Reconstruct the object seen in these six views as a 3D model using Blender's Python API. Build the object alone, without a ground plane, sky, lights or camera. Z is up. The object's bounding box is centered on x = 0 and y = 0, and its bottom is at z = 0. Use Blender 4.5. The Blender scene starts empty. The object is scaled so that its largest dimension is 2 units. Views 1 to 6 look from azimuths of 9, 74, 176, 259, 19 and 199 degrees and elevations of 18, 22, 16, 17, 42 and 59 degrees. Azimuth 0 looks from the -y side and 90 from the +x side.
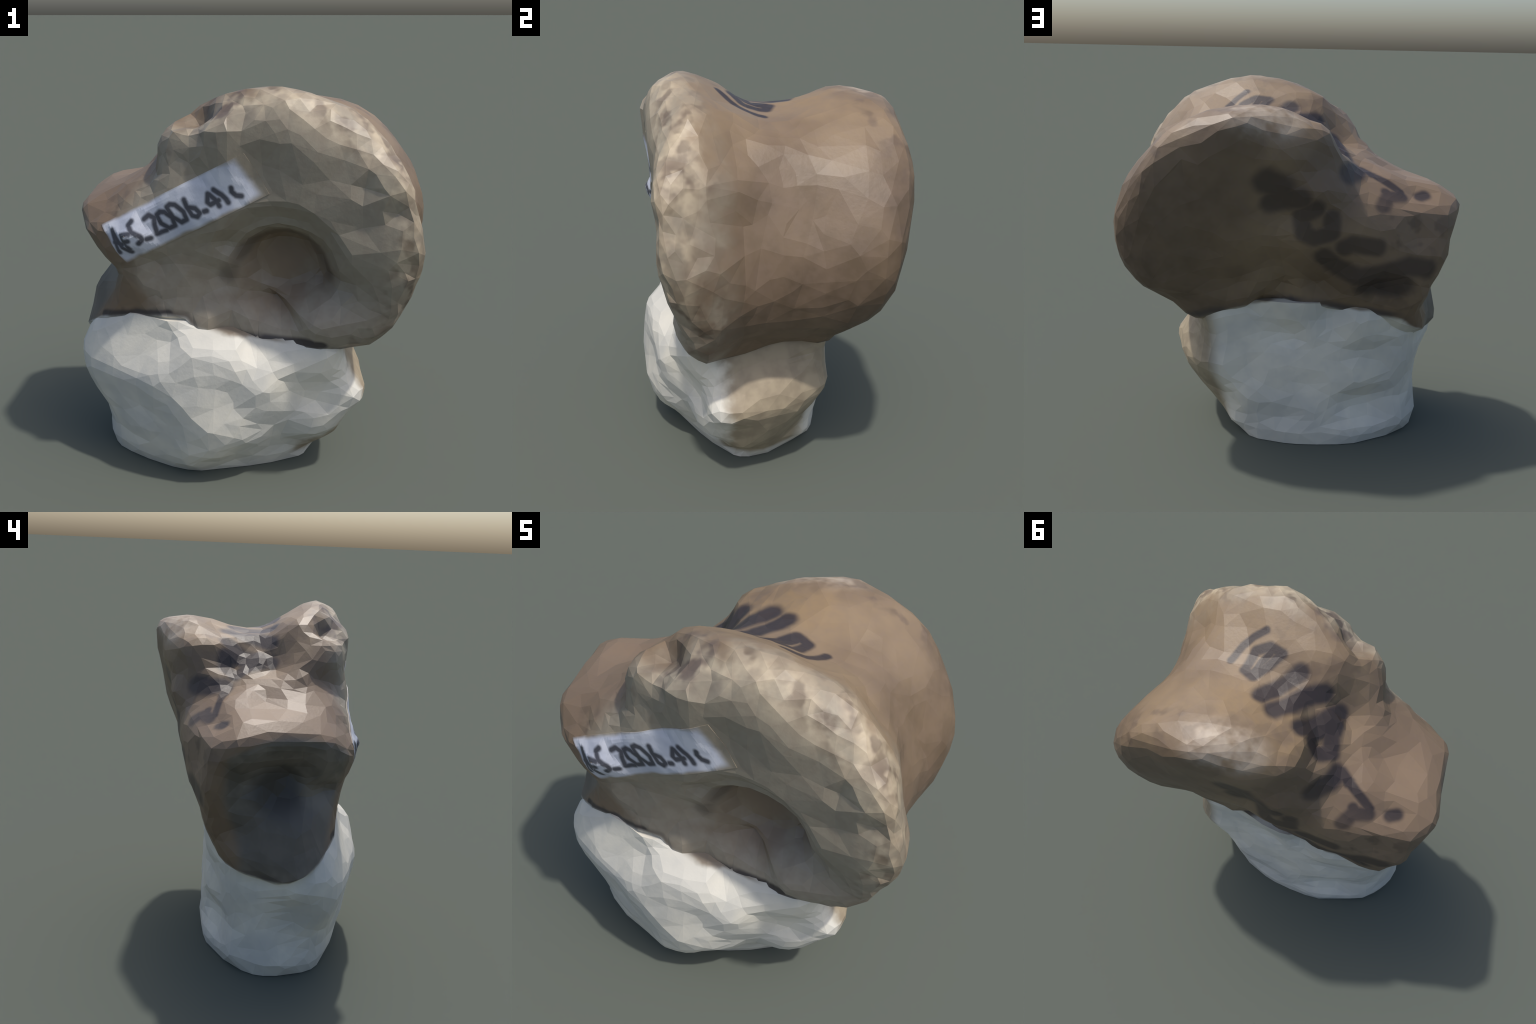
"""Fossil ankle-type bone with a two-lobed pulley joint, standing in a lump of white plaster.

The bone is a loft of rings round the joint axis (the y axis): each ring is a cone at
a given angle from the inner side face to the outer side face, with radii at
BONE_ANGLES counted from +x over the top, closest together round the broken shaft.  The plaster is a loft of horizontal sections.  Pits, a nutrient
hole and pitted crumbly rims are added as rules on top; the surface is then reduced to
the broad irregular facets of the original and split into its anatomical parts.
"""
import math, random
import bpy, bmesh
import numpy as np
from mathutils import Vector, noise
from mathutils.bvhtree import BVHTree

random.seed(4)

BONE_ANGLES = [0, 12, 24, 36, 48, 60, 72, 84, 96, 108, 120, 132, 144, 150, 156, 162, 168, 174, 180, 186, 192, 198, 204, 210, 218, 228, 240, 252, 264, 276, 288, 300, 312, 324, 336, 348]
BONE_RINGS = [
    (0, [.499]),  # centre of the inner side face
    (15, [.537, .538, .538, .538, .536, .533, .530, .526, .523, .521, .519, .518, .517, .517, .517, .516, .515, .513, .510, .507, .503, .498, .494, .491, .488, .487, .490, .496, .504, .511, .518, .523, .527, .531, .533, .535]),  # inner face round the ligament pit
    (28, [.606, .607, .606, .599, .585, .573, .570, .573, .571, .562, .555, .551, .545, .540, .535, .529, .523, .517, .512, .506, .500, .491, .481, .469, .453, .439, .431, .438, .463, .504, .546, .576, .594, .601, .604, .605]),  # inner face
    (39, [.701, .706, .703, .694, .689, .669, .650, .663, .670, .633, .600, .597, .597, .596, .595, .592, .585, .580, .576, .565, .550, .540, .537, .539, .541, .525, .502, .500, .503, .499, .490, .543, .645, .657, .635, .674]),  # inner face towards its rim
    (47, [.846, .819, .830, .799, .804, .793, .777, .761, .748, .712, .658, .635, .621, .620, .624, .641, .653, .672, .705, .682, .635, .596, .591, .603, .611, .614, .615, .644, .600, .600, .559, .547, .740, .732, .639, .783]),  # inner rim of the pulley
    (55, [1.016, 1.010, 1.005, .932, .886, .864, .844, .788, .740, .688, .713, .668, .618, .618, .642, .668, .694, .724, .745, .754, .740, .717, .706, .701, .699, .733, .765, .737, .672, .726, .792, .786, .819, .878, .900, .963]),  # crest of the inner condyle
    (64, [.966, .924, .938, .924, .902, .858, .822, .780, .743, .697, .695, .662, .597, .620, .657, .697, .732, .784, .837, .819, .794, .766, .775, .802, .824, .814, .777, .708, .648, .682, .756, .794, .845, .926, .956, .962]),  # inner slope of the saddle
    (74, [.830, .808, .830, .786, .781, .705, .684, .664, .663, .657, .602, .587, .593, .605, .648, .704, .783, .869, .865, .819, .781, .765, .830, .915, 1.050, .955, .705, .630, .588, .582, .610, .688, .804, .805, .853, .864]),  # saddle
    (85, [.816, .787, .767, .751, .681, .616, .583, .554, .546, .524, .473, .479, .549, .575, .618, .686, .804, .869, .810, .722, .682, .770, .919, 1.015, 1.154, 1.026, .659, .585, .558, .547, .567, .640, .747, .777, .826, .833]),  # floor of the saddle groove
    (96, [.846, .795, .783, .750, .678, .603, .569, .530, .514, .470, .476, .467, .518, .545, .580, .668, .824, .889, .836, .750, .741, .799, .852, .929, 1.042, 1.037, .677, .581, .555, .551, .578, .655, .750, .790, .850, .872]),  # saddle
    (106, [.945, .893, .848, .791, .735, .656, .600, .548, .526, .462, .454, .471, .507, .556, .616, .694, .831, .929, .914, .841, .805, .832, .866, .881, .976, .975, .698, .599, .570, .568, .594, .699, .798, .829, .910, .945]),  # outer slope of the saddle
    (115, [.986, .969, .920, .864, .804, .738, .671, .597, .567, .530, .450, .471, .501, .547, .612, .663, .718, .846, .897, .907, .918, .910, .897, .903, .865, .781, .684, .611, .580, .553, .560, .646, .700, .749, .892, .966]),  # crest of the outer condyle
    (124, [.897, .940, .955, .932, .884, .813, .759, .703, .642, .615, .523, .518, .523, .545, .580, .619, .667, .730, .749, .765, .790, .788, .781, .734, .675, .662, .621, .590, .578, .516, .524, .590, .578, .623, .719, .815]),  # outer rim of the pulley
    (133, [.730, .780, .809, .847, .868, .857, .787, .726, .688, .654, .587, .545, .533, .540, .566, .598, .633, .663, .683, .692, .693, .690, .680, .665, .644, .607, .520, .492, .498, .458, .493, .523, .524, .565, .615, .658]),  # outer face
    (143, [.621, .648, .676, .696, .706, .712, .710, .687, .649, .608, .573, .549, .544, .550, .562, .577, .594, .607, .615, .616, .612, .604, .593, .579, .558, .528, .493, .471, .465, .467, .475, .482, .495, .521, .557, .593]),  # outer face
    (158, [.528, .534, .537, .537, .536, .538, .541, .545, .547, .547, .544, .540, .537, .536, .536, .535, .535, .534, .533, .532, .530, .527, .524, .521, .516, .511, .506, .502, .497, .491, .485, .481, .483, .491, .503, .517]),  # centre of the outer side face
]
PLASTER_SECTIONS = [
    (0, [.459, .440, .434, .450, .426, .417, .417, .437, .480, .524, .597, .664, .658, .635, .533, .455, .412, .375, .333, .316, .322, .343, .388, .455]),
    (0.07, [.506, .485, .496, .469, .438, .426, .425, .444, .490, .533, .630, .679, .688, .654, .565, .488, .456, .440, .381, .349, .358, .380, .430, .483]),
    (0.16, [.578, .529, .510, .482, .433, .409, .420, .428, .456, .497, .621, .667, .677, .655, .578, .515, .482, .481, .467, .422, .415, .417, .476, .600]),
    (0.26, [.651, .597, .536, .511, .451, .419, .416, .428, .439, .478, .605, .659, .667, .672, .606, .543, .500, .500, .505, .490, .474, .474, .606, .664]),
    (0.36, [.703, .672, .606, .513, .448, .417, .408, .436, .473, .523, .615, .659, .679, .722, .631, .548, .518, .519, .521, .504, .496, .522, .626, .709]),
    (0.46, [.730, .706, .660, .506, .446, .414, .411, .432, .472, .531, .637, .672, .714, .766, .655, .567, .544, .533, .513, .496, .524, .540, .583, .744]),
    (0.56, [.708, .684, .645, .508, .439, .405, .406, .428, .464, .538, .647, .677, .761, .786, .673, .577, .551, .522, .503, .499, .539, .547, .610, .703]),
    (0.66, [.652, .645, .643, .509, .420, .389, .410, .422, .493, .568, .643, .655, .738, .768, .643, .536, .513, .509, .496, .500, .504, .572, .676, .673]),
    (0.76, [.606, .614, .662, .513, .443, .422, .413, .405, .508, .568, .588, .591, .652, .713, .592, .494, .445, .470, .464, .450, .423, .532, .697, .639]),
    (0.86, [.529, .549, .626, .511, .466, .448, .431, .403, .483, .530, .517, .522, .556, .605, .550, .462, .422, .329, .291, .310, .346, .421, .573, .556]),
]

BONE_CENTRE = np.array([0.0, 0.0, 1.3])
PLASTER_AXIS = np.array([-0.12, -0.08])

# ----------------------------------------------------------------- lofting
def slopes(x, y):
    h = np.diff(x)[:, None]
    d = np.diff(y, axis=0) / h
    s = np.empty_like(y)
    s[1:-1] = (d[:-1] * h[1:] + d[1:] * h[:-1]) / (h[1:] + h[:-1])
    s[0], s[-1] = d[0], d[-1]
    return s

def loft(stations, rows, angles, at, angle):
    """Radius at station value `at` and angle (degrees): cubic both ways, periodic in angle."""
    n = len(angles)
    a = np.concatenate([angles[-2:] - 360, angles, angles[:3] + 360])
    wide = np.concatenate([rows[:, -2:], rows, rows[:, :3]], axis=1)
    s_at, s_an = slopes(stations, wide), slopes(a, wide.T).T
    s_cross = slopes(stations, s_an)
    i = np.clip(np.searchsorted(stations, at, side="right") - 1, 0, len(stations) - 2)
    h = stations[i + 1] - stations[i]
    t = np.clip((at - stations[i]) / h, 0, 1)
    angle = angle % 360
    j = np.clip(np.searchsorted(a, angle, side="right") - 1, 0, len(a) - 2)
    g = a[j + 1] - a[j]
    f = (angle - a[j]) / g
    def along(m, dm, k):
        return ((2 * f**3 - 3 * f**2 + 1) * m[k, j] + (f**3 - 2 * f**2 + f) * g * dm[k, j]
                + (-2 * f**3 + 3 * f**2) * m[k, j + 1] + (f**3 - f**2) * g * dm[k, j + 1])
    return ((2 * t**3 - 3 * t**2 + 1) * along(wide, s_an, i) + (t**3 - 2 * t**2 + t) * h * along(s_at, s_cross, i)
            + (-2 * t**3 + 3 * t**2) * along(wide, s_an, i + 1) + (t**3 - t**2) * h * along(s_at, s_cross, i + 1))

def bone_radius(d):
    angles = np.array(BONE_ANGLES, float)
    st = np.array([a for a, _ in BONE_RINGS], float)
    rows = np.array([r if len(r) > 1 else r * len(angles) for _, r in BONE_RINGS])
    over = [np.interp((angles + 180) % 360, np.append(angles, 360), np.append(r, r[0])) for r in rows]   # continue over both poles
    st = np.concatenate([-st[2:0:-1], st, 360 - st[-2:-4:-1]])
    rows = np.vstack([over[2], over[1], rows, over[-2], over[-3]])
    tilt = np.degrees(np.arccos(np.clip(-d[:, 1], -1, 1)))
    return loft(st, rows, angles, tilt, np.degrees(np.arctan2(d[:, 2], d[:, 0])))

def blob(p, centre, size, axis=None):
    """Soft bump of unit height; size is one radius or three."""
    q = (p - np.array(centre)) / np.array(size)
    return np.exp(-(q * q).sum(1))

def fbm(p, scale, octaves=3, seed=0.0):
    return np.array([noise.fractal(Vector((a / scale + seed, b / scale, c / scale)), 0.9, 2.1, octaves) for a, b, c in p])

def ball(subdivisions):
    bm = bmesh.new()
    bmesh.ops.create_icosphere(bm, subdivisions=subdivisions, radius=1)
    d = np.array([v.co[:] for v in bm.verts])
    f = [[v.index for v in g.verts] for g in bm.faces]
    bm.free()
    return d / np.linalg.norm(d, axis=1)[:, None], f

def neighbours(faces, n):
    """Six neighbours of every vertex (a five-sided vertex repeats one)."""
    near = [set() for _ in range(n)]
    for a, b, c in faces:
        near[a] |= {b, c}; near[b] |= {a, c}; near[c] |= {a, b}
    return np.array([(sorted(s) + [min(s)])[:6] for s in near])

def mesh_from(name, verts, faces):
    m = bpy.data.meshes.new(name)
    m.from_pydata([tuple(v) for v in verts], [], [tuple(f) for f in faces])
    m.update()
    return m

def reduce_to_facets(verts, faces, target):
    m = mesh_from("whole", verts, faces)
    o = bpy.data.objects.new("whole", m)
    bpy.context.scene.collection.objects.link(o)
    d = o.modifiers.new("facets", "DECIMATE")
    d.ratio = target / len(faces)
    out = bpy.data.meshes.new_from_object(o.evaluated_get(bpy.context.evaluated_depsgraph_get()))
    v = np.array([x.co[:] for x in out.vertices])
    f = [tuple(p.vertices) for p in out.polygons]
    for x in (o,):
        bpy.data.objects.remove(x)
    bpy.data.meshes.remove(m)
    bpy.data.meshes.remove(out)
    return v, f

# height of the seam between bone and plaster, by bearing (degrees) round the mount axis
SEAM = [(0, .69), (12, .71), (25, .764), (35, .806), (50, .839), (62, .858), (76, .857), (91, .846), (120, .81), (138, .785), (155, .68),
        (167, .635), (178, .62), (191, .69), (199, .75), (205, .80), (216, .839), (231, .872), (246, .889), (251, .88), (257, .840),
        (273, .814), (290, .788), (304, .777), (314, .773), (321, .772), (330, .74), (345, .70), (360, .69)]
MOUNT_X = -0.12

def seam_height(p):
    bearing = np.degrees(np.arctan2(p[:, 1], p[:, 0] - MOUNT_X)) % 360
    return np.interp(bearing, [a for a, _ in SEAM], [h for _, h in SEAM]), bearing

def flush(bearing):
    """1 where bone and plaster meet flush, 0 under the overhanging pulley."""
    off = np.abs((bearing - 353 + 180) % 360 - 180)
    return np.clip((off - 30) / 12, 0, 1)

def tuck_in(p, depth):
    """Draw the hidden side of the seam in towards the mount axis."""
    s, bearing = seam_height(p)
    t = np.clip(depth(p[:, 2] - s), 0, 1) * flush(bearing)
    q = p.copy()
    q[:, 0] += (MOUNT_X - p[:, 0]) * 0.10 * t
    q[:, 1] += (0.0 - p[:, 1]) * 0.14 * t
    return q

# ----------------------------------------------------------------- bone
def build_bone():
    d, f = ball(7)
    r = bone_radius(d)
    p = BONE_CENTRE + d * r[:, None]
    # ease the side faces round the joint axis, where the rings close up
    near_axis = np.clip((0.34 - np.hypot(p[:, 0], p[:, 2] - 1.3)) / 0.12, 0, 1)[:, None]
    links = neighbours(f, len(p))
    for _ in range(120):
        p = p + near_axis * 0.6 * (p[links].mean(1) - p)
    x, y, z = p.T
    axis_r = np.hypot(x - 0.13, z - 1.3)
    inner = np.clip((-0.30 - y) / 0.1, 0, 1)
    rim = np.clip((axis_r - 0.45) / 0.2, 0, 1)
    back_top = blob(p, (-0.25, -0.05, 1.75), (0.30, 0.5, 0.25))
    crumbly = np.clip(0.22 + 0.6 * inner * rim + 0.45 * back_top, 0, 1.2)
    dr = crumbly * (0.008 * fbm(p, 0.10, 2) + 0.006 * fbm(p, 0.045, 2, 5.0))
    p = p + d * dr[:, None]
    y = p[:, 1].copy()
    # a broad dish in the inner face, under the shelf that carries the label
    dx, dz = x - 0.22, z - 1.18
    q = np.hypot(dx / np.where(dx > 0, 0.34, 0.37), dz / np.where(dz > 0, 0.35, 0.31))
    soft = 0.62 - 0.28 * np.clip(dz / 0.10, 0, 1)
    t = np.clip((0.86 + 0.4 * soft - q) / soft, 0, 1)
    p[:, 1] += 0.07 * t * t * (3 - 2 * t) * (y < -0.2)
    # ligament pit in the inner face: flat floor, steep upper edge, gentle lower one
    dx, dz = x - 0.22, z - 1.15
    dx, dz = dx + 0.10 * dz, dz - 0.10 * dx
    q = np.hypot(dx / np.where(dx > 0, 0.29, 0.28), dz / np.where(dz > 0, 0.26, 0.235))
    steep = np.clip(np.maximum(dz / 0.12, (dx - 0.05) / 0.15), 0, 1)
    t = np.clip((1.0 - q) / (0.66 - 0.16 * steep), 0, 1) * (y < -0.15)
    t = t * t * (3 - 2 * t)
    lack = -0.295 - 0.15 * np.maximum(0, x - 0.25) - p[:, 1]
    p[:, 1] += t * 0.5 * (lack + np.sqrt(lack * lack + 0.005))
    # the dish bites in under the label and towards the foot
    p[:, 1] += 0.045 * blob(p, (-0.08, -0.43, 1.28), (0.10, 0.2, 0.06)) + 0.035 * blob(p, (0.34, -0.45, 0.96), (0.09, 0.2, 0.06))
    # nutrient hole behind the crest of the inner condyle
    hole = blob(p, (-0.23, -0.345, 1.88), (0.09, 0.06, 0.07))
    p += np.outer(hole, np.array([0.035, 0.025, -0.045]))
    for c, s in (((-0.17, -0.36, 1.91), 0.03), ((-0.28, -0.37, 1.84), 0.035), ((-0.25, -0.29, 1.89), 0.03), ((-0.20, -0.41, 1.86), 0.03)):
        p -= d * (0.028 * blob(p, c, s))[:, None]
    # marrow hollow in the broken end
    p[:, 0] += (0.03 * blob(p, (-0.74, 0.03, 1.06), (0.3, 0.07, 0.07)) - 0.035 * blob(p, (-0.72, -0.06, 1.16), (0.3, 0.13, 0.08))) * (x < -0.4)
    p[:, 0] += 0.04 * blob(p, (-0.72, -0.27, 1.08), (0.2, 0.07, 0.08)) * (x < -0.4)
    # flank of the neck stands out, the outer face below it is hollow
    p[:, 1] += 0.035 * blob(p, (-0.10, 0.46, 1.49), (0.14, 0.2, 0.08)) - 0.045 * blob(p, (0.05, 0.42, 1.11), (0.12, 0.2, 0.11))
    # corner of the broken shaft
    p += d * (0.020 * blob(p, (-0.60, 0.37, 1.42), (0.30, 0.12, 0.12)))[:, None]
    # small nicks near the inner rim
    for c in ((0.60, -0.56, 1.60), (0.74, -0.56, 1.50), (0.80, -0.5, 1.25), (0.03, -0.52, 1.89), (-0.18, -0.46, 1.79)):
        p[:, 1] += 0.02 * blob(p, c, (0.045, 0.2, 0.05))
    p = tuck_in(p, lambda over: (-over - 0.005) / 0.06)
    return reduce_to_facets(p, f, 3100)

# ----------------------------------------------------------------- plaster
def build_plaster():
    st = np.array([a for a, _ in PLASTER_SECTIONS])
    rows = np.array([r for _, r in PLASTER_SECTIONS])
    na, nz = 120, 90
    zs = np.linspace(0, st[-1], nz)
    an = np.arange(na) * 360 / na
    verts = []
    for z in zs:
        r = loft(st, rows, np.arange(24) * 15.0, np.full(na, z), an)
        a = np.radians(an)
        verts.append(np.stack([PLASTER_AXIS[0] + r * np.cos(a), PLASTER_AXIS[1] + r * np.sin(a), np.full(na, z)], 1))
    v = np.vstack(verts)
    out = v - np.array([PLASTER_AXIS[0], PLASTER_AXIS[1], 0.0])
    out[:, 2] = 0
    out /= np.linalg.norm(out, axis=1)[:, None]
    grow = np.clip(v[:, 2] / 0.05, 0, 1)
    v += out * (grow * (0.006 * fbm(v, 0.20, 2, 2.0) + 0.002 * fbm(v, 0.06, 2, 9.0)))[:, None]
    # knob at the foot of the pulley
    knob = blob(v, (0.54, -0.37, 0.49), (0.16, 0.13, 0.14))
    v[:, 0] += 0.07 * knob
    v[:, 1] -= 0.06 * knob
    v = tuck_in(v, lambda over: (over - 0.03) / 0.05)
    faces = []
    for k in range(nz - 1):
        for j in range(na):
            a, b = k * na + j, k * na + (j + 1) % na
            faces.append((a, b, b + na, a + na))
    low, top = len(v), len(v) + 1
    v = np.vstack([v, [PLASTER_AXIS[0], PLASTER_AXIS[1], 0.0], [PLASTER_AXIS[0], PLASTER_AXIS[1], st[-1]]])
    for j in range(na):
        faces.append((low, (j + 1) % na, j))
        faces.append((top, (nz - 1) * na + j, (nz - 1) * na + (j + 1) % na))
    tri = []
    for q in faces:
        tri += [q] if len(q) == 3 else [(q[0], q[1], q[2]), (q[0], q[2], q[3])]
    v, f = reduce_to_facets(v, tri, 1300)
    v[v[:, 2] < 0.012, 2] = 0.0
    return v, f

# ----------------------------------------------------------------- node helpers
class Nodes:
    def __init__(self, name):
        self.mat = bpy.data.materials.new(name)
        self.mat.use_nodes = True
        self.t = self.mat.node_tree
        self.t.nodes.clear()
        self.out = self.t.nodes.new("ShaderNodeOutputMaterial")
        self.bsdf = self.t.nodes.new("ShaderNodeBsdfPrincipled")
        self.t.links.new(self.bsdf.outputs[0], self.out.inputs[0])
        self.pos = self.t.nodes.new("ShaderNodeTexCoord").outputs["Object"]
        s = self.t.nodes.new("ShaderNodeSeparateXYZ")
        self.t.links.new(self.pos, s.inputs[0])
        self.x, self.y, self.z = s.outputs

    def put(self, socket, v):
        if isinstance(v, bpy.types.NodeSocket):
            self.t.links.new(v, socket)
        else:
            socket.default_value = v

    def math(self, op, a, b=0.0, c=0.0, clamp=False):
        n = self.t.nodes.new("ShaderNodeMath")
        n.operation, n.use_clamp = op, clamp
        for i, v in enumerate((a, b, c)):
            self.put(n.inputs[i], v)
        return n.outputs[0]

    def ramp(self, v, lo, hi, to_lo=0.0, to_hi=1.0):
        n = self.t.nodes.new("ShaderNodeMapRange")
        n.interpolation_type = "SMOOTHSTEP"
        for i, a in enumerate((v, lo, hi, to_lo, to_hi)):
            self.put(n.inputs[i], a)
        return n.outputs[0]

    def noise(self, scale, detail=3.0, rough=0.55, offset=(0, 0, 0), stretch=(1, 1, 1)):
        m = self.t.nodes.new("ShaderNodeMapping")
        m.inputs["Location"].default_value = offset
        m.inputs["Scale"].default_value = stretch
        self.t.links.new(self.pos, m.inputs[0])
        n = self.t.nodes.new("ShaderNodeTexNoise")
        n.inputs["Scale"].default_value = scale
        n.inputs["Detail"].default_value = detail
        n.inputs["Roughness"].default_value = rough
        self.t.links.new(m.outputs[0], n.inputs["Vector"])
        return n.outputs[0]

    def near(self, centre, size):
        """1 at the centre of an ellipsoid, 0 outside it."""
        m = self.t.nodes.new("ShaderNodeMapping")
        m.vector_type = "POINT"
        m.inputs["Scale"].default_value = [1 / s for s in size]
        m.inputs["Location"].default_value = [-c / s for c, s in zip(centre, size)]
        self.t.links.new(self.pos, m.inputs[0])
        l = self.t.nodes.new("ShaderNodeVectorMath")
        l.operation = "LENGTH"
        self.t.links.new(m.outputs[0], l.inputs[0])
        return self.ramp(l.outputs["Value"], 1.0, 0.45)

    def mix(self, f, a, b):
        n = self.t.nodes.new("ShaderNodeMix")
        n.data_type = "RGBA"
        self.put(n.inputs[0], f)
        for s, v in ((n.inputs[6], a), (n.inputs[7], b)):
            self.put(s, v if isinstance(v, bpy.types.NodeSocket) else (*v, 1.0))
        return n.outputs[2]

    def mul(self, *v):
        r = v[0]
        for q in v[1:]:
            r = self.math("MULTIPLY", r, q)
        return r

    def strokes(self, lines, wobble=None):
        """Distance to the nearest pen stroke; lines are lists of 3D points with a width."""
        g = stroke_group()
        best = None
        for pts, width in lines:
            for a, b in zip(pts[:-1], pts[1:]):
                n = self.t.nodes.new("ShaderNodeGroup")
                n.node_tree = g
                a, b = Vector(a), Vector(b)
                self.t.links.new(self.pos, n.inputs[0])
                n.inputs[1].default_value = a
                n.inputs[2].default_value = b - a
                n.inputs[3].default_value = 1 / max((b - a).length_squared, 1e-8)
                n.inputs[4].default_value = width
                self.put(n.inputs[5], 99.0 if best is None else best)
                best = n.outputs[0]
        return best


def stroke_group():
    if "pen_stroke" in bpy.data.node_groups:
        return bpy.data.node_groups["pen_stroke"]
    g = bpy.data.node_groups.new("pen_stroke", "ShaderNodeTree")
    for nm, ty in (("Point", "NodeSocketVector"), ("Start", "NodeSocketVector"), ("Run", "NodeSocketVector"), ("InvLength2", "NodeSocketFloat"), ("Width", "NodeSocketFloat"), ("Before", "NodeSocketFloat")):
        g.interface.new_socket(nm, in_out="INPUT", socket_type=ty)
    g.interface.new_socket("Distance", in_out="OUTPUT", socket_type="NodeSocketFloat")
    i, o = g.nodes.new("NodeGroupInput"), g.nodes.new("NodeGroupOutput")
    def vec(op):
        n = g.nodes.new("ShaderNodeVectorMath")
        n.operation = op
        return n
    sub, dot, scale, rest, length = vec("SUBTRACT"), vec("DOT_PRODUCT"), vec("SCALE"), vec("SUBTRACT"), vec("LENGTH")
    m = g.nodes.new("ShaderNodeMath")
    m.operation, m.use_clamp = "MULTIPLY", True
    w = g.nodes.new("ShaderNodeMath")
    w.operation = "DIVIDE"
    least = g.nodes.new("ShaderNodeMath")
    least.operation = "MINIMUM"
    # the strokes are worked out one after the other (the tiny shift makes each wait for the last)
    shift = g.nodes.new("ShaderNodeMath")
    shift.operation = "MULTIPLY"
    shift.inputs[1].default_value = 1e-9
    moved = vec("ADD")
    k = g.links.new
    k(i.outputs[5], shift.inputs[0]); k(i.outputs[0], moved.inputs[0]); k(shift.outputs[0], moved.inputs[1])
    k(moved.outputs[0], sub.inputs[0]); k(i.outputs[1], sub.inputs[1])
    k(sub.outputs[0], dot.inputs[0]); k(i.outputs[2], dot.inputs[1])
    k(dot.outputs["Value"], m.inputs[0]); k(i.outputs[3], m.inputs[1])
    k(i.outputs[2], scale.inputs[0]); k(m.outputs[0], scale.inputs["Scale"])
    k(sub.outputs[0], rest.inputs[0]); k(scale.outputs[0], rest.inputs[1])
    k(rest.outputs[0], length.inputs[0]); k(length.outputs["Value"], w.inputs[0]); k(i.outputs[4], w.inputs[1])
    k(w.outputs[0], least.inputs[0]); k(i.outputs[5], least.inputs[1]); k(least.outputs[0], o.inputs[0])
    return g

# ----------------------------------------------------------------- pen marks and label
INK = (0.026, 0.019, 0.019)
INK_STROKES = [
    ([(0.36, -0.03, 1.81), (0.33, -0.11, 1.86), (0.29, -0.16, 1.89), (0.23, -0.20, 1.92)], 0.014),
    ([(0.27, 0.01, 1.83), (0.21, 0.04, 1.84), (0.17, -0.02, 1.85), (0.11, -0.11, 1.89), (0.18, -0.13, 1.89), (0.25, -0.10, 1.86), (0.27, 0.01, 1.83)], 0.018),
    ([(0.22, 0.01, 1.84), (0.20, -0.05, 1.85), (0.17, -0.10, 1.88)], 0.013),
    ([(0.13, 0.14, 1.84), (0.07, 0.06, 1.83), (-0.01, -0.06, 1.85)], 0.029),
    ([(0.04, 0.19, 1.82), (-0.02, 0.12, 1.81), (-0.07, 0.04, 1.80), (-0.15, -0.03, 1.79)], 0.033),
    ([(-0.11, 0.21, 1.78), (-0.16, 0.13, 1.70), (-0.21, 0.06, 1.72), (-0.25, -0.01, 1.69)], 0.032),
    ([(-0.26, 0.04, 1.69), (-0.26, 0.12, 1.67), (-0.28, 0.19, 1.62), (-0.22, 0.24, 1.65), (-0.18, 0.23, 1.72), (-0.20, 0.11, 1.69)], 0.03),
    ([(-0.25, 0.40, 1.56), (-0.32, 0.32, 1.56), (-0.34, 0.26, 1.57)], 0.034),
    ([(-0.36, 0.24, 1.57), (-0.41, 0.27, 1.54)], 0.02),
    ([(-0.41, 0.27, 1.54), (-0.48, 0.30, 1.50), (-0.55, 0.33, 1.45)], 0.016),
    ([(-0.44, 0.43, 1.40), (-0.48, 0.38, 1.44), (-0.55, 0.35, 1.43)], 0.024),
    ([(-0.66, 0.32, 1.43), (-0.69, 0.30, 1.43)], 0.022),
    ([(0.15, 0.52, 1.55), (0.09, 0.51, 1.53)], 0.045),
    ([(0.13, 0.49, 1.44), (-0.02, 0.51, 1.46)], 0.035),
    ([(-0.10, 0.51, 1.41), (-0.02, 0.50, 1.36), (-0.04, 0.50, 1.28), (-0.10, 0.49, 1.25), (-0.18, 0.50, 1.28), (-0.18, 0.50, 1.36)], 0.028),
    ([(-0.25, 0.48, 1.20), (-0.29, 0.49, 1.22), (-0.42, 0.49, 1.20)], 0.03),
    ([(-0.15, 0.46, 1.15), (-0.23, 0.44, 1.08), (-0.34, 0.44, 1.03), (-0.46, 0.45, 1.06), (-0.60, 0.45, 1.09), (-0.70, 0.43, 1.07)], 0.035),
    ([(-0.41, 0.41, 0.98), (-0.56, 0.41, 0.98)], 0.05),
    ([(0.12, 0.24, 0.82), (-0.00, 0.31, 0.85), (-0.14, 0.30, 0.79), (-0.27, 0.28, 0.77), (-0.43, 0.31, 0.74)], 0.018),  # this and the next three: dark line along the plaster seam, not pen
    ([(-0.74, -0.31, 0.82), (-0.53, -0.38, 0.86), (-0.35, -0.42, 0.89)], 0.014),
    ([(-0.05, -0.41, 0.81), (0.12, -0.43, 0.78)], 0.013),
    ([(0.14, -0.43, 0.78), (0.28, -0.44, 0.78), (0.42, -0.46, 0.79)], 0.02),
    ([(-0.28, 0.36, 1.58), (-0.32, 0.33, 1.56)], 0.022),
    ([(-0.47, 0.36, 1.46), (-0.50, 0.37, 1.43)], 0.018),
]


LABEL_CORNERS = [Vector(c) for c in ((-0.554, -0.416, 1.154), (0.166, -0.503, 1.553), (0.056, -0.511, 1.726), (-0.68, -0.40, 1.33))]
# path of the dark brown band along the upper edge of the ligament pit
PIT_BROW = [(-0.05, -0.36, 1.10), (-0.03, -0.36, 1.19), (0.08, -0.36, 1.28), (0.24, -0.37, 1.32), (0.37, -0.37, 1.26), (0.44, -0.37, 1.13)]
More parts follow.
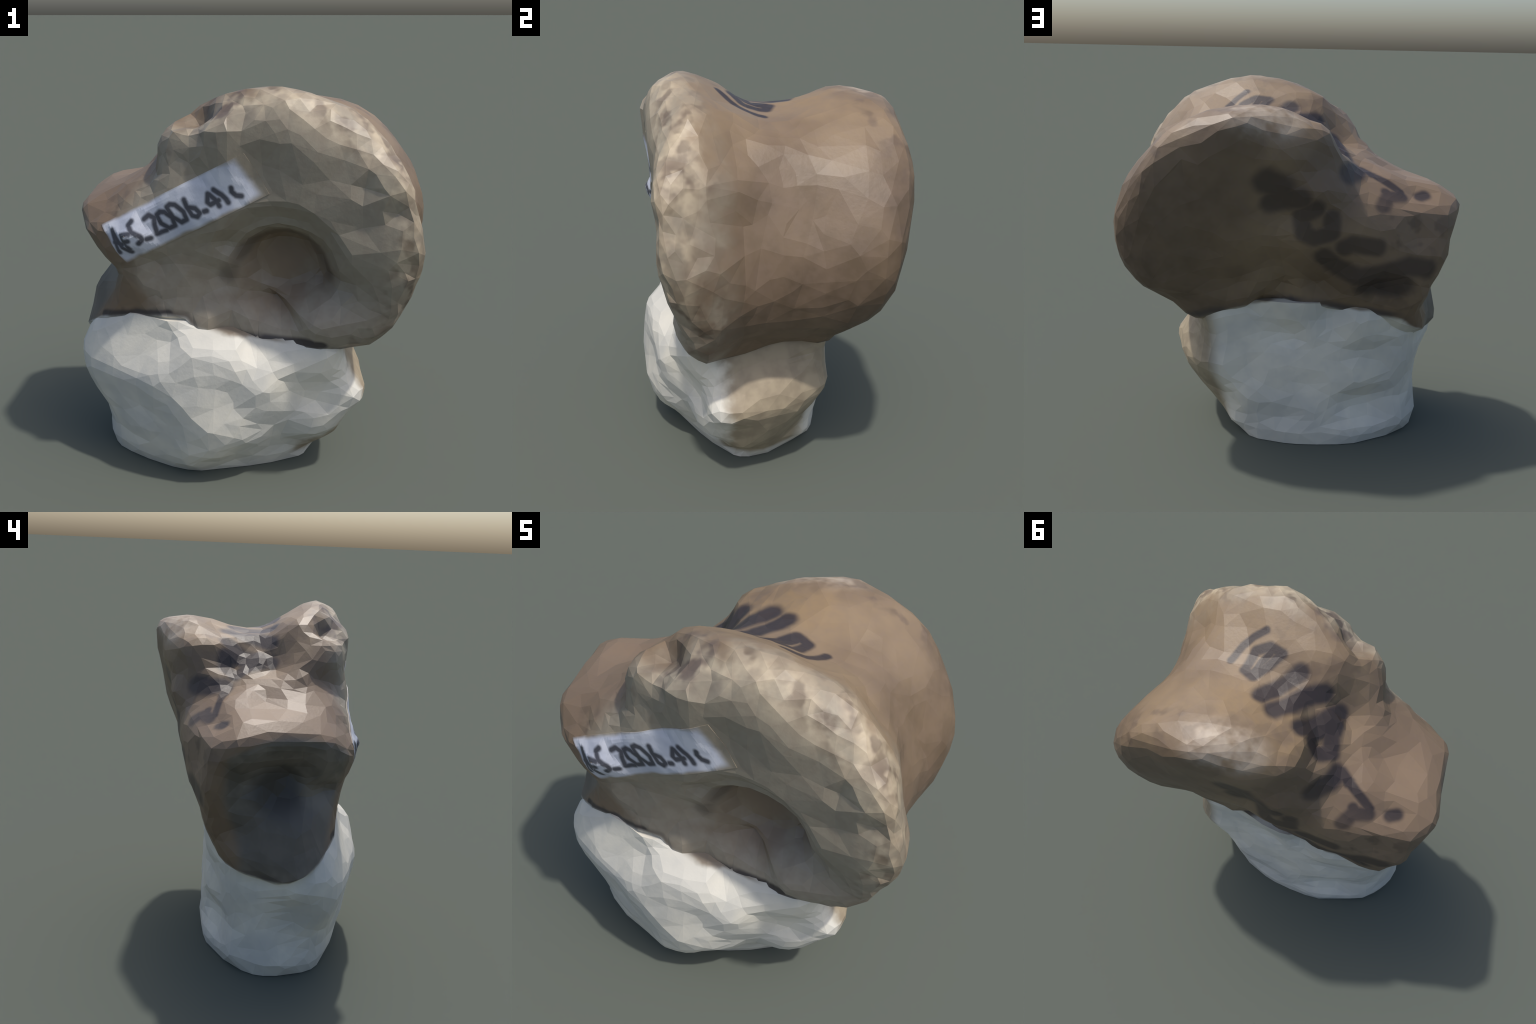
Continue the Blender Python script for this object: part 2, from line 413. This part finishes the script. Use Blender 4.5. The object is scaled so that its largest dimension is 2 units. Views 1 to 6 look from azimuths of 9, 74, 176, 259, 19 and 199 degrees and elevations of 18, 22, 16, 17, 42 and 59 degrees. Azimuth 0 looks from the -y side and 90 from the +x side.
# handwriting, in label units (along, up)
LETTERS = [
    [(0.02, 0.277), (0.056, 0.811), (0.06, 0.362), (0.09, 0.166)], [(0.03, 0.54), (0.075, 0.42)],      # A
    [(0.095, 0.241), (0.1, 0.62), (0.156, 0.572)], [(0.095, 0.455), (0.125, 0.43)],                    # F
    [(0.201, 0.798), (0.171, 0.752), (0.175, 0.576), (0.206, 0.404), (0.205, 0.32), (0.169, 0.269)],   # S
    [(0.225, 0.277), (0.247, 0.256)],                                                                  # point
    [(0.276, 0.713), (0.312, 0.743), (0.333, 0.634), (0.312, 0.492), (0.291, 0.276), (0.35, 0.256)],   # 2
    [(0.385, 0.698), (0.356, 0.665), (0.349, 0.45), (0.374, 0.268), (0.414, 0.267), (0.431, 0.457), (0.411, 0.647), (0.385, 0.698)],
    [(0.466, 0.748), (0.440, 0.724), (0.437, 0.457), (0.462, 0.27), (0.501, 0.278), (0.512, 0.463), (0.491, 0.691), (0.466, 0.748)],
    [(0.556, 0.70), (0.545, 0.521), (0.546, 0.302), (0.568, 0.228), (0.595, 0.278), (0.585, 0.419), (0.551, 0.502)],  # 6
    [(0.622, 0.266), (0.638, 0.257)],                                                                  # point
    [(0.697, 0.581), (0.67, 0.421), (0.678, 0.341), (0.733, 0.348)], [(0.703, 0.553), (0.72, 0.374), (0.719, 0.231)],  # 4
    [(0.74, 0.606), (0.766, 0.429), (0.774, 0.306), (0.775, 0.212)],                                   # 1
    [(0.835, 0.468), (0.826, 0.391), (0.835, 0.271), (0.86, 0.209)],                                   # c
]

def label_point(u, v):
    a, b, c, d = LABEL_CORNERS
    return (a * (1 - u) + b * u) * (1 - v) + (d * (1 - u) + c * u) * v

LABEL_NORMAL = ((LABEL_CORNERS[1] - LABEL_CORNERS[0]).cross(LABEL_CORNERS[3] - LABEL_CORNERS[0])).normalized()

# ----------------------------------------------------------------- materials
def bone_colour(n, ink_lines):
    """Mottled tan-brown fossil bone with paler, spotted rims and ink marks."""
    tan, brown = (0.215, 0.151, 0.087), (0.150, 0.103, 0.061)
    cream, pink = (0.455, 0.378, 0.265), (0.185, 0.127, 0.080)
    olive, pale = (0.285, 0.252, 0.19), (0.46, 0.395, 0.315)
    spot = (0.10, 0.069, 0.045)
    broad = n.noise(2.2, 3, 0.5)
    mid = n.noise(7.0, 3, 0.55, (3, 1, 0))
    fine = n.noise(24.0, 2, 0.5, (0, 7, 2))
    col = n.mix(n.ramp(broad, 0.40, 0.62), tan, brown)
    # front of the pulley is a browner polish, the shaft pinker
    col = n.mix(n.mul(n.ramp(n.x, 0.15, 0.6), n.ramp(n.z, 1.88, 1.5), n.ramp(broad, 0.25, 0.60, 0.65, 1.0), 0.9), col, n.mix(n.ramp(mid, 0.35, 0.65), (0.088, 0.060, 0.038), (0.128, 0.088, 0.058)))
    col = n.mix(n.mul(n.ramp(n.x, -0.25, -0.5), 0.8), col, pink)
    # ochre bloom in the saddle and on the outer crest
    col = n.mix(n.mul(n.near((0.06, 0.30, 1.84), (0.42, 0.30, 0.22)), n.ramp(mid, 0.35, 0.6), 0.65), col, (0.245, 0.165, 0.082))
    # axis radius
    ax = n.math("SUBTRACT", n.x, 0.13)
    az = n.math("SUBTRACT", n.z, 1.3)
    rad = n.math("SQRT", n.math("ADD", n.mul(ax, ax), n.mul(az, az)))
    inner = n.ramp(n.math("ADD", n.y, n.mul(n.math("SUBTRACT", mid, 0.5), 0.22)), -0.24, -0.44)
    face = n.mul(inner, n.ramp(n.math("ADD", rad, n.mul(n.math("SUBTRACT", mid, 0.5), 0.2)), 0.80, 0.64), n.ramp(n.x, -0.75, -0.45))
    col = n.mix(n.mul(face, 0.85), col, n.mix(n.ramp(n.z, 1.35, 1.0), olive, (0.305, 0.268, 0.208)))
    edge_y = n.math("ADD", n.y, n.mul(n.math("SUBTRACT", mid, 0.5), 0.22))
    rim = n.mul(n.ramp(edge_y, n.ramp(n.z, 1.3, 1.75, -0.43, -0.32), n.ramp(n.z, 1.3, 1.75, -0.51, -0.44)), n.ramp(rad, 0.52, 0.66), n.ramp(n.x, -0.40, -0.15), n.ramp(n.z, 0.95, 1.35))
    col = n.mix(n.mul(rim, n.ramp(mid, 0.34, 0.60), 0.8), col, cream)
    # outer crest: pale flecked patch on its top
    col = n.mix(n.mul(n.near((0.16, 0.50, 1.84), (0.28, 0.20, 0.14)), n.ramp(mid, 0.35, 0.6), 0.6), col, pale)
    # pits and stains
    spots = n.noise(12.0, 2, 0.45, (5, 5, 5))
    rimmy = n.ramp(rad, 0.54, 0.68)
    spotty = n.math("ADD", n.mul(inner, rimmy), n.mul(n.ramp(n.y, 0.28, 0.45), rimmy), clamp=True)
    spotty = n.math("MAXIMUM", spotty, n.mul(n.near((-0.05, -0.22, 1.9), (0.45, 0.5, 0.30)), 0.45))
    col = n.mix(n.mul(n.ramp(spots, 0.485, 0.65), spotty, n.ramp(n.noise(4.0, 2, 0.5, (8, 3, 6)), 0.38, 0.58, 0.35, 1.0), 0.85), col, spot)
    crumb = n.mul(n.near((-0.06, -0.37, 1.89), (0.30, 0.17, 0.18)), n.ramp(n.noise(9.0, 2, 0.5, (2, 9, 4)), 0.46, 0.60))
    col = n.mix(n.mul(crumb, 0.85), col, (0.085, 0.062, 0.052))
    # ligament pit: brown mottling, then a darker brown band along its brow
    pit = n.near((0.20, -0.42, 1.12), (0.30, 0.4, 0.24))
    col = n.mix(n.mul(pit, n.ramp(mid, 0.35, 0.65), 0.6), col, (0.20, 0.145, 0.10))
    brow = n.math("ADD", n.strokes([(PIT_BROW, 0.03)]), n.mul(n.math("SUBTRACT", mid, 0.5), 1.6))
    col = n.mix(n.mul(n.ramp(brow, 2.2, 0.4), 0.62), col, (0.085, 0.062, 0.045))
    # nutrient hole
    col = n.mix(n.mul(n.near((-0.22, -0.345, 1.88), (0.13, 0.10, 0.10)), n.ramp(mid, 0.3, 0.6, 0.3, 1.0), 0.65), col, spot)
    # fine grain
    col = n.mix(n.ramp(fine, 0.35, 0.75, 0.0, 0.22), col, (0.17, 0.12, 0.09))
    d = n.math("ADD", n.strokes(ink_lines), n.mul(n.math("SUBTRACT", mid, 0.5), 0.9))
    col = n.mix(n.mul(n.ramp(d, 2.3, 0.95), n.ramp(n.y, 0.28, 0.46, 0.95, 0.7)), col, INK)
    return col

def seam_masks(n):
    """Signed height above the seam, as the shader sees it."""
    a = n.math("ARCTAN2", n.math("MULTIPLY", n.y, -1.0), n.math("MULTIPLY", n.math("SUBTRACT", n.x, MOUNT_X), -1.0))
    turn = n.math("ADD", n.math("DIVIDE", a, 2 * math.pi), 0.5)
    c = n.t.nodes.new("ShaderNodeFloatCurve")
    pts = c.mapping.curves[0].points
    pts[0].location, pts[1].location = (0.0, SEAM[0][1]), (1.0, SEAM[-1][1])
    for deg, h in SEAM[1:-1]:
        pts.new(deg / 360, h)
    c.mapping.update()
    n.put(c.inputs["Value"], turn)
    wob = n.mul(n.math("SUBTRACT", n.noise(9.0, 3, 0.5, (1, 4, 2)), 0.5), 0.03)
    return n.math("ADD", n.math("SUBTRACT", n.z, c.outputs[0]), wob)

def end_mask(n):
    """The broken end: below the shaft's rim, between its two sides."""
    yc = n.math("ADD", n.y, 0.02)
    rim = n.math("SUBTRACT", 1.425, n.mul(yc, yc, 0.95))
    half = n.ramp(n.z, 0.75, 1.1, 0.25, 0.345)
    return n.mul(n.ramp(n.math("SUBTRACT", rim, n.z), -0.012, 0.03), n.ramp(n.math("SUBTRACT", half, n.math("ABSOLUTE", yc)), -0.02, 0.05), n.ramp(n.x, -0.52, -0.62))

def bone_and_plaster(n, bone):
    """Bone above the seam, plaster below it, a dark line between."""
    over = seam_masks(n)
    dark_line = n.mul(n.ramp(over, 0.05, 0.012), n.ramp(over, -0.03, 0.0), n.ramp(n.noise(3.5, 2, 0.5, (7, 7, 1)), 0.40, 0.58, 0.15, 0.85))
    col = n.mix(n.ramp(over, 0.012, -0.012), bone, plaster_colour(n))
    return n.mix(dark_line, col, (0.055, 0.046, 0.045))

def finish(n, col, rough=0.5, bump=0.08, scale=60):
    n.put(n.bsdf.inputs["Base Color"], col)
    n.bsdf.inputs["Roughness"].default_value = rough
    n.bsdf.inputs["Specular IOR Level"].default_value = 0.5
    b = n.t.nodes.new("ShaderNodeBump")
    b.inputs["Strength"].default_value = bump
    b.inputs["Distance"].default_value = 0.01
    n.t.links.new(n.noise(scale, 3), b.inputs["Height"])
    n.t.links.new(b.outputs[0], n.bsdf.inputs["Normal"])
    return n.mat

def bone_material(ink_lines):
    n = Nodes("fossil_bone")
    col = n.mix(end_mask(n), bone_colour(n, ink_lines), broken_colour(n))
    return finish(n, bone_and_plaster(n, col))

def broken_colour(n):
    """Grey-brown broken bone with a dark hollow and dark matrix below it."""
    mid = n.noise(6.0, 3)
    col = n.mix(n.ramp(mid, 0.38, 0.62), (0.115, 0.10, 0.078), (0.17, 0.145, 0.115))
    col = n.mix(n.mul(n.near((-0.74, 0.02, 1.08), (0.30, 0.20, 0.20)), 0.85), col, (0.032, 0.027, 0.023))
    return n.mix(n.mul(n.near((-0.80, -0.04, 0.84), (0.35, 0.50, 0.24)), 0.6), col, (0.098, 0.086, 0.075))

def plaster_colour(n):
    a, b = n.noise(2.6, 3), n.noise(11.0, 3, 0.5, (2, 0, 4))
    col = n.mix(n.ramp(a, 0.40, 0.62), (0.67, 0.63, 0.535), (0.56, 0.54, 0.48))
    col = n.mix(n.ramp(b, 0.45, 0.75, 0.0, 0.35), col, (0.49, 0.48, 0.445))
    # a sandy stain over the lump under the pulley
    edge = n.math("ADD", n.y, n.mul(n.math("SUBTRACT", b, 0.5), 0.12))
    reach = n.math("SUBTRACT", n.x, n.math("MULTIPLY", n.math("MAXIMUM", n.y, 0.0), 0.6))
    sand = n.mul(n.ramp(reach, 0.20, 0.32), n.ramp(edge, -0.34, -0.25), n.ramp(n.z, 0.03, 0.08))
    return n.mix(sand, col, n.mix(n.ramp(b, 0.35, 0.65), (0.33, 0.27, 0.185), (0.26, 0.21, 0.145)))

def plaster_material(bone_tone=(0.215, 0.175, 0.13)):
    n = Nodes("white_plaster")
    over = seam_masks(n)
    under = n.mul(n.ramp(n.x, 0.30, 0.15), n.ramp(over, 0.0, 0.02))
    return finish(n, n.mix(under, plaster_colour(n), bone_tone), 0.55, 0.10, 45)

def label_material(ink_lines, letter_lines):
    n = Nodes("painted_label_with_handwriting")
    bone = bone_colour(n, ink_lines)
    grain = n.noise(8.0, 2)
    paper = n.mix(n.ramp(grain, 0.35, 0.65), (0.60, 0.61, 0.66), (0.46, 0.48, 0.55))
    d = n.strokes(letter_lines)
    paper = n.mix(n.mul(n.ramp(d, 2.3, 0.6), 0.93), paper, (0.025, 0.025, 0.035))
    # soft brushed edge, measured along and up the strip
    along, up = LABEL_CORNERS[1] - LABEL_CORNERS[0], LABEL_CORNERS[3] - LABEL_CORNERS[0]
    def measure(side, other):
        w = other.cross(LABEL_NORMAL)
        w = w / w.dot(side)
        k = n.t.nodes.new("ShaderNodeVectorMath")
        k.operation = "DOT_PRODUCT"
        n.t.links.new(n.pos, k.inputs[0])
        k.inputs[1].default_value = w
        return n.math("SUBTRACT", k.outputs["Value"], w.dot(LABEL_CORNERS[0]))
    u, v = measure(along, up), measure(up, along)
    jag = n.mul(n.math("SUBTRACT", grain, 0.5), 0.03)
    du = n.mul(n.math("SUBTRACT", n.math("ABSOLUTE", n.math("SUBTRACT", u, 0.485)), 0.485), along.length)
    dv = n.mul(n.math("SUBTRACT", n.math("ABSOLUTE", n.math("SUBTRACT", v, 0.5)), 0.5), up.length)
    outside = n.math("ADD", n.math("SMOOTH_MAX", du, dv, 0.02), jag)
    fade = n.ramp(u, 0.80, 1.0, 0.014, 0.045)          # worn thin at the far end
    return finish(n, n.mix(n.ramp(outside, n.mul(fade, -1.0), 0.010), paper, bone), 0.5)

# ----------------------------------------------------------------- assembly
def add(name, verts, faces, mat, parent=None, keep=None):
    if keep is not None:
        faces = [f for f, k in zip(faces, keep) if k]
        used = sorted({i for f in faces for i in f})
        new = {o: i for i, o in enumerate(used)}
        verts = [verts[i] for i in used]
        faces = [tuple(new[i] for i in f) for f in faces]
    m = mesh_from(name, verts, faces)
    m.materials.append(mat)
    o = bpy.data.objects.new(name, m)
    bpy.context.scene.collection.objects.link(o)
    if parent:
        o.parent = parent
    return o

def main():
    thing = bpy.data.objects.new("mounted_fossil_bone", None)
    bpy.context.scene.collection.objects.link(thing)
    thing["label"] = "brown fossil joint bone with saddle pulley, set in white plaster lump"
    thing["category"] = "fossil bone"

    v, f = build_bone()
    tree = BVHTree.FromPolygons([tuple(p) for p in v], f)
    def snap(p):
        return tree.find_nearest(Vector(p))[0]
    ink = [([snap(p) for p in pts], w) for pts, w in INK_STROKES]
    bone = bone_material(ink)

    c = np.array([np.mean([v[i] for i in g], axis=0) for g in f])
    nrm = np.array([np.cross(v[g[1]] - v[g[0]], v[g[2]] - v[g[0]]) for g in f])
    nrm /= np.linalg.norm(nrm, axis=1)[:, None] + 1e-12
    half = 0.33 - 0.10 * np.clip((1.05 - c[:, 2]) / 0.25, 0, 1)
    end = (c[:, 0] < -0.45) & (c[:, 2] < 1.37) & (np.abs(c[:, 1] + 0.02) < half) & (nrm[:, 2] < 0.6)
    shaft = (c[:, 0] < -0.30) & ~end
    inner = (c[:, 1] < 0.03) & ~shaft & ~end
    outer = ~inner & ~shaft & ~end
    add("inner_condyle", v, f, bone, thing, inner)
    add("outer_condyle", v, f, bone, thing, outer)
    add("shaft", v, f, bone, thing, shaft)
    add("broken_end", v, f, bone, thing, end)

    pv, pf = build_plaster()
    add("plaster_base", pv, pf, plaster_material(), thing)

    # label: a thin strip of paint laid on the facets
    def on_bone(u, w, lift):
        p = label_point(u, w)
        hit = tree.ray_cast(p + LABEL_NORMAL * 0.35, -LABEL_NORMAL)
        at = hit[0]
        if at is None or (at - p).length > 0.07:
            at = tree.find_nearest(p)[0]
        return at + LABEL_NORMAL * lift
    nu, nv = 60, 18
    us, ws = np.linspace(0.0, 1.0, nu), np.linspace(-0.03, 1.03, nv)
    top = [on_bone(u, w, 0.003) for w in ws for u in us]
    low = [p - LABEL_NORMAL * 0.012 for p in top]
    faces = []
    k = nu * nv
    for j in range(nv - 1):
        for i in range(nu - 1):
            a = j * nu + i
            faces += [(a, a + 1, a + nu + 1), (a, a + nu + 1, a + nu), (k + a + nu + 1, k + a + 1, k + a), (k + a + nu, k + a + nu + 1, k + a)]
    ring = [i for i in range(nu)] + [j * nu + nu - 1 for j in range(1, nv)] + [(nv - 1) * nu + i for i in range(nu - 2, -1, -1)] + [j * nu for j in range(nv - 2, 0, -1)]
    for a, b in zip(ring, ring[1:] + ring[:1]):
        faces += [(b, a, k + a), (b, k + a, k + b)]
    letter_lines = [([on_bone(u, w, 0.005) for u, w in s], 0.0098) for s in LETTERS]
    label = add("label", top + low, faces, label_material([x for x in ink if False] or ink[:1], letter_lines), thing)

main()
